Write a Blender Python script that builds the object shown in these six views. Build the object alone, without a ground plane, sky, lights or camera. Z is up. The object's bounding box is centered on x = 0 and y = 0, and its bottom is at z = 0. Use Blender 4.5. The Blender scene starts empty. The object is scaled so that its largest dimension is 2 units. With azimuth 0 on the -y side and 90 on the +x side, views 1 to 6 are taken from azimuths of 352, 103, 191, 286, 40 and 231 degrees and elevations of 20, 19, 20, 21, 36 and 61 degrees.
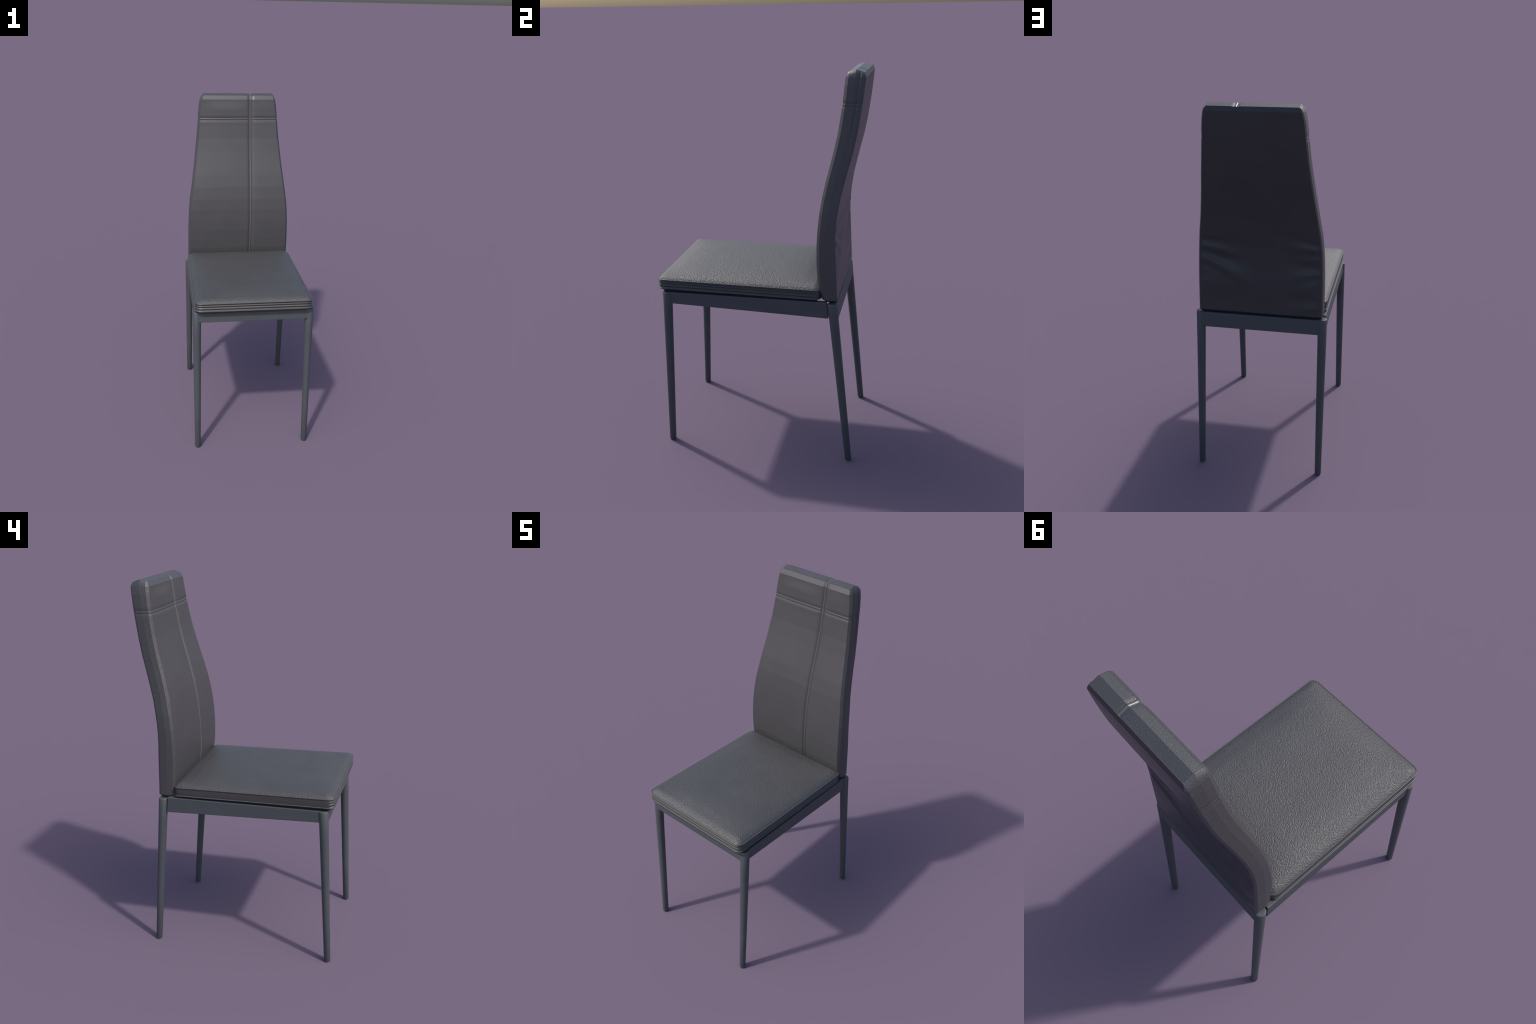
import bpy, bmesh, math, random
from mathutils import Vector, noise

# ------------------------------------------------------------------ helpers
def lerp_table(table, t):
    """Piecewise-linear profile: facets between the listed stations stay visible."""
    if t <= table[0][0]:
        return table[0][1]
    for (t0, v0), (t1, v1) in zip(table, table[1:]):
        if t <= t1:
            return v0 + (v1 - v0) * (t - t0) / (t1 - t0)
    return table[-1][1]

def gauss(d, s):
    return math.exp(-(d / s) ** 2)

def smoothstep(a, b, t):
    t = max(0.0, min(1.0, (t - a) / (b - a)))
    return t * t * (3 - 2 * t)

def stations(lo, hi, step, fine=()):
    """Sample positions from lo to hi, closer together around each (centre, half width, fine step)."""
    out, t = [lo], lo
    while t < hi - 1e-9:
        s = step
        for c, h, fs in fine:
            if abs(t - c) < h:
                s = min(s, fs)
            elif t < c - h < t + s:
                s = max(fs, c - h - t)
        t = min(hi, t + s)
        out.append(t)
    if len(out) > 2 and out[-1] - out[-2] < 0.3 * step:
        del out[-2]
    return out

def new_object(name, mesh, parent, *materials):
    obj = bpy.data.objects.new(name, mesh)
    bpy.context.scene.collection.objects.link(obj)
    obj.parent = parent
    for m in materials:
        mesh.materials.append(m)
    return obj

# ---------------------------------------------------------------- materials
def principled(name, colour, rough, spec=0.5):
    mat = bpy.data.materials.new(name)
    mat.use_nodes = True
    nt = mat.node_tree
    b = nt.nodes["Principled BSDF"]
    b.inputs["Base Color"].default_value = (*colour, 1)
    b.inputs["Roughness"].default_value = rough
    b.inputs["Specular IOR Level"].default_value = spec
    return mat, nt, b

def leather(name, dark, light, rough, cell, bump, stretch=(1, 1, 1), spec=0.5):
    """Grained artificial leather: warped cells for the pebbles, a soft mottle in the colour."""
    mat, nt, b = principled(name, light, rough, spec)
    N, L = nt.nodes.new, nt.links.new
    co = N("ShaderNodeTexCoord")
    mp = N("ShaderNodeMapping"); mp.inputs["Scale"].default_value = stretch
    L(co.outputs["Object"], mp.inputs["Vector"])
    warp = N("ShaderNodeTexNoise"); warp.inputs["Scale"].default_value = 0.35 / cell; warp.inputs["Detail"].default_value = 3
    L(mp.outputs[0], warp.inputs["Vector"])
    sub = N("ShaderNodeVectorMath"); sub.operation = "SUBTRACT"; sub.inputs[1].default_value = (.5, .5, .5)
    L(warp.outputs["Color"], sub.inputs[0])
    sc = N("ShaderNodeVectorMath"); sc.operation = "SCALE"; sc.inputs["Scale"].default_value = cell * 1.3
    L(sub.outputs[0], sc.inputs[0])
    add = N("ShaderNodeVectorMath"); add.operation = "ADD"
    L(mp.outputs[0], add.inputs[0]); L(sc.outputs[0], add.inputs[1])
    vo = N("ShaderNodeTexVoronoi"); vo.feature = "SMOOTH_F1"; vo.inputs["Scale"].default_value = 1 / cell
    vo.inputs["Smoothness"].default_value = 0.5
    L(add.outputs[0], vo.inputs["Vector"])
    fine = N("ShaderNodeTexNoise"); fine.inputs["Scale"].default_value = 2.2 / cell; fine.inputs["Detail"].default_value = 4
    L(mp.outputs[0], fine.inputs["Vector"])
    mul = N("ShaderNodeMath"); mul.operation = "MULTIPLY_ADD"; mul.inputs[1].default_value = -1.6
    faint = N("ShaderNodeMath"); faint.operation = "MULTIPLY"; faint.inputs[1].default_value = .35
    L(fine.outputs["Fac"], faint.inputs[0])
    L(vo.outputs["Distance"], mul.inputs[0]); L(faint.outputs[0], mul.inputs[2])
    bp = N("ShaderNodeBump"); bp.inputs["Strength"].default_value = bump; bp.inputs["Distance"].default_value = cell * 0.5
    L(mul.outputs[0], bp.inputs["Height"]); L(bp.outputs[0], b.inputs["Normal"])
    mot = N("ShaderNodeTexNoise"); mot.inputs["Scale"].default_value = 7; mot.inputs["Detail"].default_value = 5
    L(co.outputs["Object"], mot.inputs["Vector"])
    ramp = N("ShaderNodeValToRGB")
    ramp.color_ramp.elements[0].position = .3; ramp.color_ramp.elements[0].color = (*dark, 1)
    ramp.color_ramp.elements[1].position = .7; ramp.color_ramp.elements[1].color = (*light, 1)
    L(mot.outputs["Fac"], ramp.inputs["Fac"]); L(ramp.outputs[0], b.inputs["Base Color"])
    return mat

SEAT_LEATHER = leather("seat_leather", (.053, .053, .058), (.060, .060, .065), .50, .0044, .62, (1, .75, 1), .55)
BAND_LEATHER = leather("seat_band_leather", (.050, .048, .049), (.056, .054, .054), .45, .0036, .15)
BACK_LEATHER = leather("back_leather", (.053, .052, .057), (.058, .057, .062), .43, .0038, .36, (1, 1, 1), .6)
FRONT_LEATHER = leather("front_pad_leather", (.053, .052, .057), (.058, .057, .062), .42, .0045, .06, (1, 1, .12), .65)
WELT_PAINTED_GLINT = leather("welt_leather_lightened_for_glint", (.092, .091, .096), (.100, .099, .104), .32, .0045, .06, (1, 1, .12), .7)  # pad leather with base colour raised to paint the seam's bright highlight
PANEL_CLOTH = leather("back_panel_leather", (.036, .036, .039), (.040, .040, .043), .38, .02, .02)
PIPING = leather("piping_leather_sky_tinted", (.066, .070, .076), (.074, .078, .084), .34, .003, .05)  # sky's specular line on the piping tinted into a paler, bluer base
METAL, nt, bsdf = principled("painted_metal", (.052, .062, .070), .5)
tc = nt.nodes.new("ShaderNodeTexCoord")
grain = nt.nodes.new("ShaderNodeTexNoise"); grain.inputs["Scale"].default_value = 9; grain.inputs["Detail"].default_value = 6
nt.links.new(tc.outputs["Object"], grain.inputs["Vector"])
ramp = nt.nodes.new("ShaderNodeValToRGB")
ramp.color_ramp.elements[0].position = .3; ramp.color_ramp.elements[0].color = (.056, .065, .073, 1)
ramp.color_ramp.elements[1].position = .7; ramp.color_ramp.elements[1].color = (.062, .071, .079, 1)
nt.links.new(grain.outputs["Fac"], ramp.inputs["Fac"]); nt.links.new(ramp.outputs[0], bsdf.inputs["Base Color"])

# ------------------------------------------------------------------- chair
chair = bpy.data.objects.new("dining_chair", None)
bpy.context.scene.collection.objects.link(chair)
chair["label"] = "high-backed dining chair in charcoal leather on slim metal legs"
chair["category"] = "chair"

# -- legs: tapered round tubes with softened ends -------------------------
LEG_X, LEG_TOP = 0.328, 0.888
R_TOP, R_FOOT = 0.0246, 0.0172
FRONT = (-0.462, -0.484)      # y at the top, y at the foot
REAR = (0.3960, 0.4950)

def leg_mesh(name, y_top, y_foot, segments=32):
    me, bm = bpy.data.meshes.new(name), bmesh.new()
    rows = [(0.0, -.0045), (.0015, -.0018), (.0050, 0.0)]
    rows += [(t, 0.0) for t in (.25, .5, .75)]
    rows += [(LEG_TOP - .0050, 0.0), (LEG_TOP - .0015, -.0018), (LEG_TOP, -.0050)]
    rings = []
    for z, dr in rows:
        t = min(1, max(0, z / LEG_TOP))
        r, yc = R_FOOT + (R_TOP - R_FOOT) * t + dr, y_foot + (y_top - y_foot) * t
        rings.append([bm.verts.new((r * math.cos(a), yc - y_foot + r * math.sin(a), z))
                      for a in (2 * math.pi * k / segments for k in range(segments))])
    for a, b in zip(rings, rings[1:]):
        for k in range(segments):
            bm.faces.new((a[k], a[(k + 1) % segments], b[(k + 1) % segments], b[k])).smooth = True
    bm.faces.new(list(reversed(rings[0])))
    bm.faces.new(rings[-1])
    bm.to_mesh(me); bm.free()
    return me

front_leg, rear_leg = leg_mesh("front_leg", *FRONT), leg_mesh("rear_leg", *REAR)
front_leg.materials.append(METAL); rear_leg.materials.append(METAL)
for sx in (-1, 1):
    for me, y in ((front_leg, FRONT[1]), (rear_leg, REAR[1])):
        leg = bpy.data.objects.new("leg", me)
        bpy.context.scene.collection.objects.link(leg)
        leg.parent = chair
        leg.location = (sx * LEG_X, y, 0)

# -- rails: flat bars given by their eight corners, edges bevelled --------
def bar(name, corners, bevel=.003):
    me, bm = bpy.data.meshes.new(name), bmesh.new()
    v = [bm.verts.new(c) for c in corners]
    for f in ((0, 1, 2, 3), (7, 6, 5, 4), (0, 4, 5, 1), (1, 5, 6, 2), (2, 6, 7, 3), (3, 7, 4, 0)):
        bm.faces.new([v[i] for i in f])
    bmesh.ops.recalc_face_normals(bm, faces=bm.faces)
    bmesh.ops.bevel(bm, geom=list(bm.edges), offset=bevel, segments=2, profile=.5, affect="EDGES")
    bm.to_mesh(me); bm.free()
    return new_object(name, me, chair, METAL)

RAIL_OUT, RAIL_IN = .3420, .3160
def rear_y(z):
    return REAR[1] + (REAR[0] - REAR[1]) * z / LEG_TOP
for sx in (-1, 1):
    y0, y1b, y1t = -.455, rear_y(.806) - .0268, rear_y(.897) - .0268
    ends = [(y0, .8265), (y1b, .8100), (y1t, .8945), (y0, .888)]
    bar("side_rail", [(sx * RAIL_OUT, y, z) for y, z in ends] + [(sx * RAIL_IN, y, z) for y, z in ends])
fy = FRONT[0] - R_TOP + .0015
bar("front_rail", [(-LEG_X, fy - .002, .8260), (LEG_X, fy - .002, .8260), (LEG_X, fy, .886), (-LEG_X, fy, .886),
                   (-LEG_X, fy + .024, .8260), (LEG_X, fy + .024, .8260), (LEG_X, fy + .026, .886), (-LEG_X, fy + .026, .886)])
ob, ot = rear_y(.8055) + R_TOP - .0020, rear_y(.888) + R_TOP - .0012
bar("rear_rail", [(-LEG_X, ob, .8055), (LEG_X, ob, .8055), (LEG_X, ot, .8865), (-LEG_X, ot, .8865),
                  (-LEG_X, ob - .026, .8055), (LEG_X, ob - .026, .8055), (LEG_X, ot - .026, .8865), (-LEG_X, ot - .026, .8865)])

# -- seat cushion ---------------------------------------------------------
SX, SY0, SY1 = .3375, -.5150, .336        # half width, front edge, rear edge
SEAT_LOW, SEAT_HIGH = .9070, .9525      # the two piping lines
def seat_outline(inset, corner=.032):
    """Plan of the cushion: straight sides, corners cut in three short facets; yields (x, y, normal, side mask)."""
    x1, x0, y0, y1 = SX - inset, -SX + inset, SY0 + inset, SY1 - inset
    r = max(.006, corner - inset * .7)
    pts = []
    for cx, cy, a0 in ((x1 - r, y1 - r, 0), (x0 + r, y1 - r, 90), (x0 + r, y0 + r, 180), (x1 - r, y0 + r, 270)):
        for k in range(4):
            a = math.radians(a0 + 30 * k)
            pts.append((cx + r * math.cos(a), cy + r * math.sin(a)))
    n = len(pts)
    out = []
    for i in range(n):
        (ax, ay), (bx, by) = pts[i], pts[(i + 1) % n]
        cuts = 40 if i % 4 == 3 else 3
        for k in range(cuts):
            t = k / cuts
            out.append((ax + (bx - ax) * t, ay + (by - ay) * t))
    return out

def ribs(h):
    """Two rounded welts between three grooves across the band, h from 0 (low piping) to 1 (high)."""
    return (-.0050 * (gauss(h - .17, .09) * .8 + gauss(h - .50, .095) + gauss(h - .83, .095)))

seat_rows = [(.120, .8835), (.025, .8835), (.015, .8915), (.006, .9015)]
seat_rows += [(0.0, SEAT_LOW + (SEAT_HIGH - SEAT_LOW) * k / 36) for k in range(37)]
# top: a steep rim and a narrow slope, each break bracketed so that it reads as a soft fold; then the dome
slopes = [(0, SEAT_HIGH), (.0095, .9625), (.031, .9715)]
for (i0, z0), (i1, z1) in zip(slopes, slopes[1:]):
    e = (i1 - i0) * .2
    for i in (i0 + e, i1 - e):
        seat_rows.append((i, z0 + (z1 - z0) * (i - i0) / (i1 - i0)))
RIM = .031
seat_rows += [(RIM + .012 * k, None) for k in range(26)]
def dome(x, y):
    """Height of the padded top: rises from every side and levels out towards the middle."""
    rise = lambda d: lerp_table([(0, 0), (.052, .53), (.064, .62), (.078, .68), (.12, .84), (.17, .94), (.28, 1)], d - RIM)
    return .9715 + .0232 * rise(SX - abs(x)) * rise(min(y - SY0, SY1 - y))
def seat_mesh():
    bm = bmesh.new()
    base = seat_outline(0)
    rings = []
    for inset, z in seat_rows:
        ring = []
        for x, y in seat_outline(inset):
            if inset == 0:
                h = (z - SEAT_LOW) / (SEAT_HIGH - SEAT_LOW)
                # the welts run along the front and the right-hand side only
                front = smoothstep(SY0 + .030, SY0 + .012, y)
                right = smoothstep(SX - .030, SX - .012, x)
                d = ribs(h) * max(front, right * smoothstep(SY1 - .012, SY1 - .035, y))
                d += .0010 * (1 - (2 * h - 1) ** 2)
                s = math.hypot(x, y - (SY0 + SY1) / 2)
                ox = 1 if abs(x) > SX - .02 else 0
                oy = 1 if (y < SY0 + .02 or y > SY1 - .02) else 0
                x += math.copysign(ox, x) * d
                y += math.copysign(oy, y) * d
            ring.append(bm.verts.new((x, y, dome(x, y) if z is None else z)))
        rings.append(ring)
    n = len(base)
    sharp = (1, 4, 4 + 36)
    for j, (a, b) in enumerate(zip(rings, rings[1:])):
        for k in range(n):
            bm.faces.new((a[k], a[(k + 1) % n], b[(k + 1) % n], b[k])).smooth = True
    bm.faces.new(list(reversed(rings[0])))
    bm.faces.new(rings[-1]).smooth = True
    bm.edges.ensure_lookup_table()
    for j in sharp:
        ring = rings[j]
        for k in range(n):
            e = bm.edges.get((ring[k], ring[(k + 1) % n]))
            if e: e.smooth = False
    bm.faces.index_update()
    meshes = []
    for band in (False, True):              # the upright band below the rim is a strip of its own
        part = bm.copy(); part.faces.ensure_lookup_table()
        bmesh.ops.delete(part, geom=[f for f in part.faces if (4 * n <= f.index < 40 * n) != band], context="FACES")
        me = bpy.data.meshes.new("seat_band" if band else "seat_cushion")
        part.to_mesh(me); part.free(); meshes.append(me)
    bm.free()
    return meshes
cushion_mesh, band_mesh = seat_mesh()
seat = new_object("seat_cushion", cushion_mesh, chair, SEAT_LEATHER)
new_object("seat_band", band_mesh, seat, BAND_LEATHER)

def piping(z, radius, parent):
    cu = bpy.data.curves.new("piping", "CURVE")
    cu.dimensions = "3D"; cu.bevel_depth = radius; cu.bevel_resolution = 3
    pts = seat_outline(-.0008)
    sp = cu.splines.new("POLY"); sp.points.add(len(pts) - 1); sp.use_cyclic_u = True
    for p, (x, y) in zip(sp.points, pts):
        p.co = (x, y, z, 1)
    tmp = bpy.data.objects.new("piping_curve", cu)
    bpy.context.scene.collection.objects.link(tmp)
    me = bpy.data.meshes.new_from_object(tmp.evaluated_get(bpy.context.evaluated_depsgraph_get()))
    bpy.data.objects.remove(tmp); bpy.data.curves.remove(cu)
    me.name = "piping"
    for p in me.polygons: p.use_smooth = True
    return new_object("piping", me, parent, PIPING)
piping(SEAT_HIGH, .0028, seat)
piping(SEAT_LOW, .0028, seat)

# -- backrest -------------------------------------------------------------
# stations along the height: half width, front face, rear face
WIDTH = [(.90, .3338), (.96, .3338), (1.09, .3328), (1.19, .3303), (1.263, .3263), (1.333, .3198), (1.413, .3078), (1.49, .2973),
         (1.565, .2873), (1.64, .2788), (1.72, .2698), (1.80, .2623), (1.88, .2558), (1.93, .2508), (1.966, .2438)]
FACE = [(.905, .3445), (.94, .3315), (1.00, .3210), (1.06, .3155), (1.125, .3125), (1.19, .3128), (1.263, .3160), (1.333, .3222), (1.413, .3332),
        (1.49, .3485), (1.565, .3660), (1.64, .3830), (1.72, .3985), (1.80, .4098), (1.88, .4182), (1.966, .425)]
REARF = [(.90, .4193), (.945, .4163), (1.05, .4108), (1.125, .4068), (1.19, .4028), (1.263, .4028), (1.333, .4093), (1.413, .4213), (1.49, .4383),
         (1.565, .4563), (1.64, .4748), (1.72, .4898), (1.80, .5013), (1.88, .5108), (1.966, .5193)]
SEAM_X, SEAM_Z, TOP = .0800, 1.8435, 2.0
Z_LOW, Z_SHOULDER = .905, 1.966
CH_F, CH_R = .014, .009                # front and rear corner cuts

def twin_seam(d):
    """Height across a double-stitched seam: pads dip towards it, two grooves, a rounded welt between."""
    d = abs(d)
    return -.0092 * gauss(d, .0130) + .0080 * gauss(d, .0046)

def cross_seam(d):
    """The flatter seam across the top: a low welt in a soft valley."""
    return -.0042 * gauss(d, .0125) + .0030 * gauss(d, .0050)

def seam_relief(x, z, on_top=False):
    v = twin_seam(x - SEAM_X)
    h = 0 if on_top else cross_seam(z - SEAM_Z)
    return min(v, h) + .35 * max(v, h)

def pad_swell(x, w):
    """The two upholstered pads beside the upright seam each swell slightly."""
    a, b = (-w, SEAM_X) if x < SEAM_X else (SEAM_X, w)
    t = (x - a) / (b - a)
    return (.0055 if x < SEAM_X else .0022) * max(0.0, 1 - (2 * t - 1) ** 2)

# folds across the lower rear panel: (start x, start z, end x, end z, height, half width)
FOLDS = [(.325, 1.262, .12, 1.215, .0050, .013), (.325, 1.196, .07, 1.085, .0065, .016), (.325, 1.130, .16, 1.055, .0022, .016),
         (.325, 1.075, .20, 1.030, .0018, .014), (-.325, 1.262, -.13, 1.268, .0042, .012), (-.325, 1.215, -.20, 1.200, .0022, .009),
         (-.325, 1.135, -.17, 1.110, .0050, .013), (-.325, 1.085, -.20, 1.050, .0024, .013), (-.325, .955, -.15, .925, .0028, .014)]
def rear_relief(x, z):
    r = 0.0
    for x0, z0, x1, z1, amp, s in FOLDS:
        t = (x - x0) / (x1 - x0)
        if -.1 < t < 1.5:
            zc = z0 + (z1 - z0) * (t ** 1.15 if t > 0 else 0)
            fade = smoothstep(-.02, .10, t) * (1 - smoothstep(.35, 1.45, t))
            s2 = s * (1 + 1.6 * max(0, t))
            d = z - zc
            r += 1.3 * amp * fade * (gauss(d, s2) - .75 * gauss(d - 1.9 * s2, s2 * 1.1))
    n = noise.noise(Vector((x * 4, 0, z * 9 + 3.1))) + .5 * noise.noise(Vector((x * 9, 2, z * 17)))
    r += .0016 * n * (1 - smoothstep(1.15, 1.45, z))
    return r * smoothstep(.326, .285, abs(x))

nx = stations(-1, 1, .03, [(SEAM_X / .28, .16, .0042), (SEAM_X / .33, .14, .0042)])
def backrest():
    side_t = [k / 16 for k in range(17)]                       # each half of a side
    zs = stations(Z_LOW, Z_SHOULDER, .0075, [(SEAM_Z, .036, .0011)])
    zs = sorted(set(zs) | {z for z, _ in FACE if Z_LOW < z < Z_SHOULDER})
    keep = [zs[0]]
    for z in zs[1:]:
        if z - keep[-1] > .0007: keep.append(z)
    zs = keep
    bm = bmesh.new()
    NX = len(nx)
    seam_u = lambda x, w: x

    def spread(u, w):
        """Front columns: keep the seam column on its straight line while the sides taper."""
        us = SEAM_X / .30
        xs = SEAM_X
        if u <= us:
            return -w + (xs + w) * (u + 1) / (us + 1)
        return xs + (w - xs) * (u - us) / (1 - us)

    def ring(z, w, f, r, zf=None, zm=None, zr=None, cf=CH_F, cr=CH_R, relief=True, edge=.003):
        """One loop: front, right side (two facets), rear, left side; zf/zm/zr give front, mid, rear heights."""
        zf = z if zf is None else zf; zm = z if zm is None else zm; zr = z if zr is None else zr
        mid = f + (r - f) * .48
        pts, tags = [], []
        for u in nx:
            x = spread(u, w - cf)
            d = seam_relief(x, z) + pad_swell(x, w - cf) * smoothstep(Z_SHOULDER, 1.90, z) * smoothstep(.95, 1.35, z) if relief else 0
            pts.append((x, f - d, zf)); tags.append("front")
        side = []
        for t in side_t:
            side.append((w - edge * (1 - t), (f + cf) + (mid - f - cf) * t, zf + (zm - zf) * t))
        for t in side_t[1:]:
            side.append((w - edge * t, mid + (r - cr - mid) * t, zm + (zr - zm) * t))
        ins = .7 * cross_seam(z - SEAM_Z) if relief else 0
        right = []
        for x, y, zz in side:
            d = ins
            if relief:      # a single stitched line on the right-hand side, fading out downwards
                yl = r - CH_R - .011
                d = min(d, 0) + (.0024 * gauss(y - yl, .0032) - .0032 * gauss(y - yl + .0075, .0050)) * smoothstep(1.64, 1.74, z)
            right.append((x + d, y, zz))
        pts += right; tags += ["side"] * len(right)
        for u in reversed(nx):
            x = spread(u, w - cr)
            d = rear_relief(x, z) + .0022 * (1 - (x / w) ** 2) * smoothstep(Z_SHOULDER, 1.88, z) if relief else 0
            pts.append((x, r + d, zr)); tags.append("rear")
        left = [(-x - ins, y, zz) for x, y, zz in reversed(side)]
        pts += left; tags += ["side"] * len(left)
        return pts, tags

    loops = []
    lows = [(.8880, -.020, -.017, -.020), (.8925, -.009, -.007, -.009)]
    for z, dw, df, dr in lows:
        loops.append(ring(z, WIDTH[0][1] + dw, FACE[0][1] - df + .004, REARF[0][1] + dr, relief=False))
    for z in zs:
        loops.append(ring(z, lerp_table(WIDTH, z), lerp_table(FACE, z), lerp_table(REARF, z)))
    # top edge: narrower, front cut back and lifted; ridge along the middle is the highest line
    tw, tf, tr = .2225, .4360, .5110
    pts, tags = ring(TOP, tw + .0005, tf, tr, zf=1.9900, zm=TOP, zr=1.9880, cf=.004, cr=.001, relief=False, edge=.0005)
    pts = [(x, y + (.6 * -seam_relief(x, 0, True) if t == "front" else 0),
            z + (.55 * seam_relief(x, 0, True) if t in ("front", "rear") else 0)) for (x, y, z), t in zip(pts, tags)]
    # a few loops across the top cut so that the seam keeps its shape
    low_pts = loops[-1][0]
    for k in (1, 2, 3):
        t = k / 4
        puff = (1, 1.009, 1.016, 1.015)[k]          # the shoulder is rounded, not cut straight
        loops.append(([tuple((a + (b - a) * t) * g for a, b, g in zip(p, q, (puff, 1, 1))) for p, q in zip(low_pts, pts)], tags))
    loops.append((pts, tags))
    rings = [[bm.verts.new(p) for p in pts] for pts, _ in loops]
    n = len(rings[0])
    ns = 2 * len(side_t) - 1
    face_of = {}
    rear_faces, front_faces = [], []
    i_rear = NX + ns
    for a, b in zip(rings, rings[1:]):
        for k in range(n):
            k2 = (k + 1) % n
            f = bm.faces.new((a[k], a[k2], b[k2], b[k])); f.smooth = True
            if i_rear <= k < i_rear + NX - 1:
                rear_faces.append(f)
            elif k < NX - 1:
                front_faces.append(f)
    # lids: front column i meets rear column i; the side points run between them
    def lid(top, height):
        F = top[:NX]; R = list(reversed(top[i_rear:i_rear + NX]))
        right = top[NX:NX + ns]; left = list(reversed(top[i_rear + NX:]))
        cols = [[None] * (ns + 2) for _ in range(NX)]
        for i in range(NX):
            cols[i][0], cols[i][-1] = F[i], R[i]
            for j in range(ns):
                if i == 0: cols[i][j + 1] = left[j]; continue
                if i == NX - 1: cols[i][j + 1] = right[j]; continue
                x = F[i].co.x; y = left[j].co.y; z = left[j].co.z
                if height: z += .55 * seam_relief(x, 0, True)
                cols[i][j + 1] = bm.verts.new((x, y, z))
        made = []
        for i in range(NX - 1):
            for j in range(ns + 1):
                q = (cols[i][j], cols[i + 1][j], cols[i + 1][j + 1], cols[i][j + 1])
                f = bm.faces.new(q if height else tuple(reversed(q))); f.smooth = True
        if height:
            m = 1 + (ns // 2)
            return [(cols[i][m], cols[i + 1][m]) for i in range(NX - 1)] + [(cols[i][1], cols[i + 1][1]) for i in range(NX - 1)]
        return []
    ridge = lid(rings[-1], True)
    lid(rings[0], False)
    for a, b in ridge:
        e = bm.edges.get((a, b))
        if e: e.smooth = False
    # crisp folds: the corner cuts, the side ridge, the shoulder and the rim of the top
    crisp = [0, NX - 1, NX, NX + ns // 2, NX + ns - 1, i_rear, i_rear + NX - 1, i_rear + NX, i_rear + NX + ns // 2, n - 1]
    for a, b in zip(rings, rings[1:]):
        for k in crisp:
            bm.edges.get((a[k], b[k])).smooth = False
    shoulder = len(rings) - 5
    for j in (shoulder, len(rings) - 1, 0, 2):
        for k in range(n):
            bm.edges.get((rings[j][k], rings[j][(k + 1) % n])).smooth = False
    bmesh.ops.recalc_face_normals(bm, faces=bm.faces)
    return bm, rear_faces, front_faces

bm, rear_faces, front_faces = backrest()
rest = bpy.data.objects.new("backrest", None)
bpy.context.scene.collection.objects.link(rest); rest.parent = chair
bm.faces.index_update()
rear_ids, front_ids = {f.index for f in rear_faces}, {f.index for f in front_faces}
bm.normal_update()
whole = bpy.data.meshes.new("backrest_whole"); bm.to_mesh(whole)
corner = [tuple(c.vector) for c in whole.corner_normals]
loops_of = [list(p.loop_indices) for p in whole.polygons]
bpy.data.meshes.remove(whole)
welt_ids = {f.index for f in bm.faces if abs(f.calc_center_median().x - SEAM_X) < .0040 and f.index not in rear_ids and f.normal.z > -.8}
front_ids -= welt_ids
rest_ids = {f.index for f in bm.faces} - rear_ids - front_ids - welt_ids
for name, material, ids in (("front_pad", FRONT_LEATHER, front_ids), ("seam_welt_painted_glint", WELT_PAINTED_GLINT, welt_ids), ("side_band", BACK_LEATHER, rest_ids), ("back_panel", PANEL_CLOTH, rear_ids)):
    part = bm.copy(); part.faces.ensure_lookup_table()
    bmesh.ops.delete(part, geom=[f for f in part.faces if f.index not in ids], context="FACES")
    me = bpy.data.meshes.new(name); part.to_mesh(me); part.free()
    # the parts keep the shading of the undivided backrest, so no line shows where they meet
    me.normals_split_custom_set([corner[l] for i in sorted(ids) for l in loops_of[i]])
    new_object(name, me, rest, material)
bm.free()
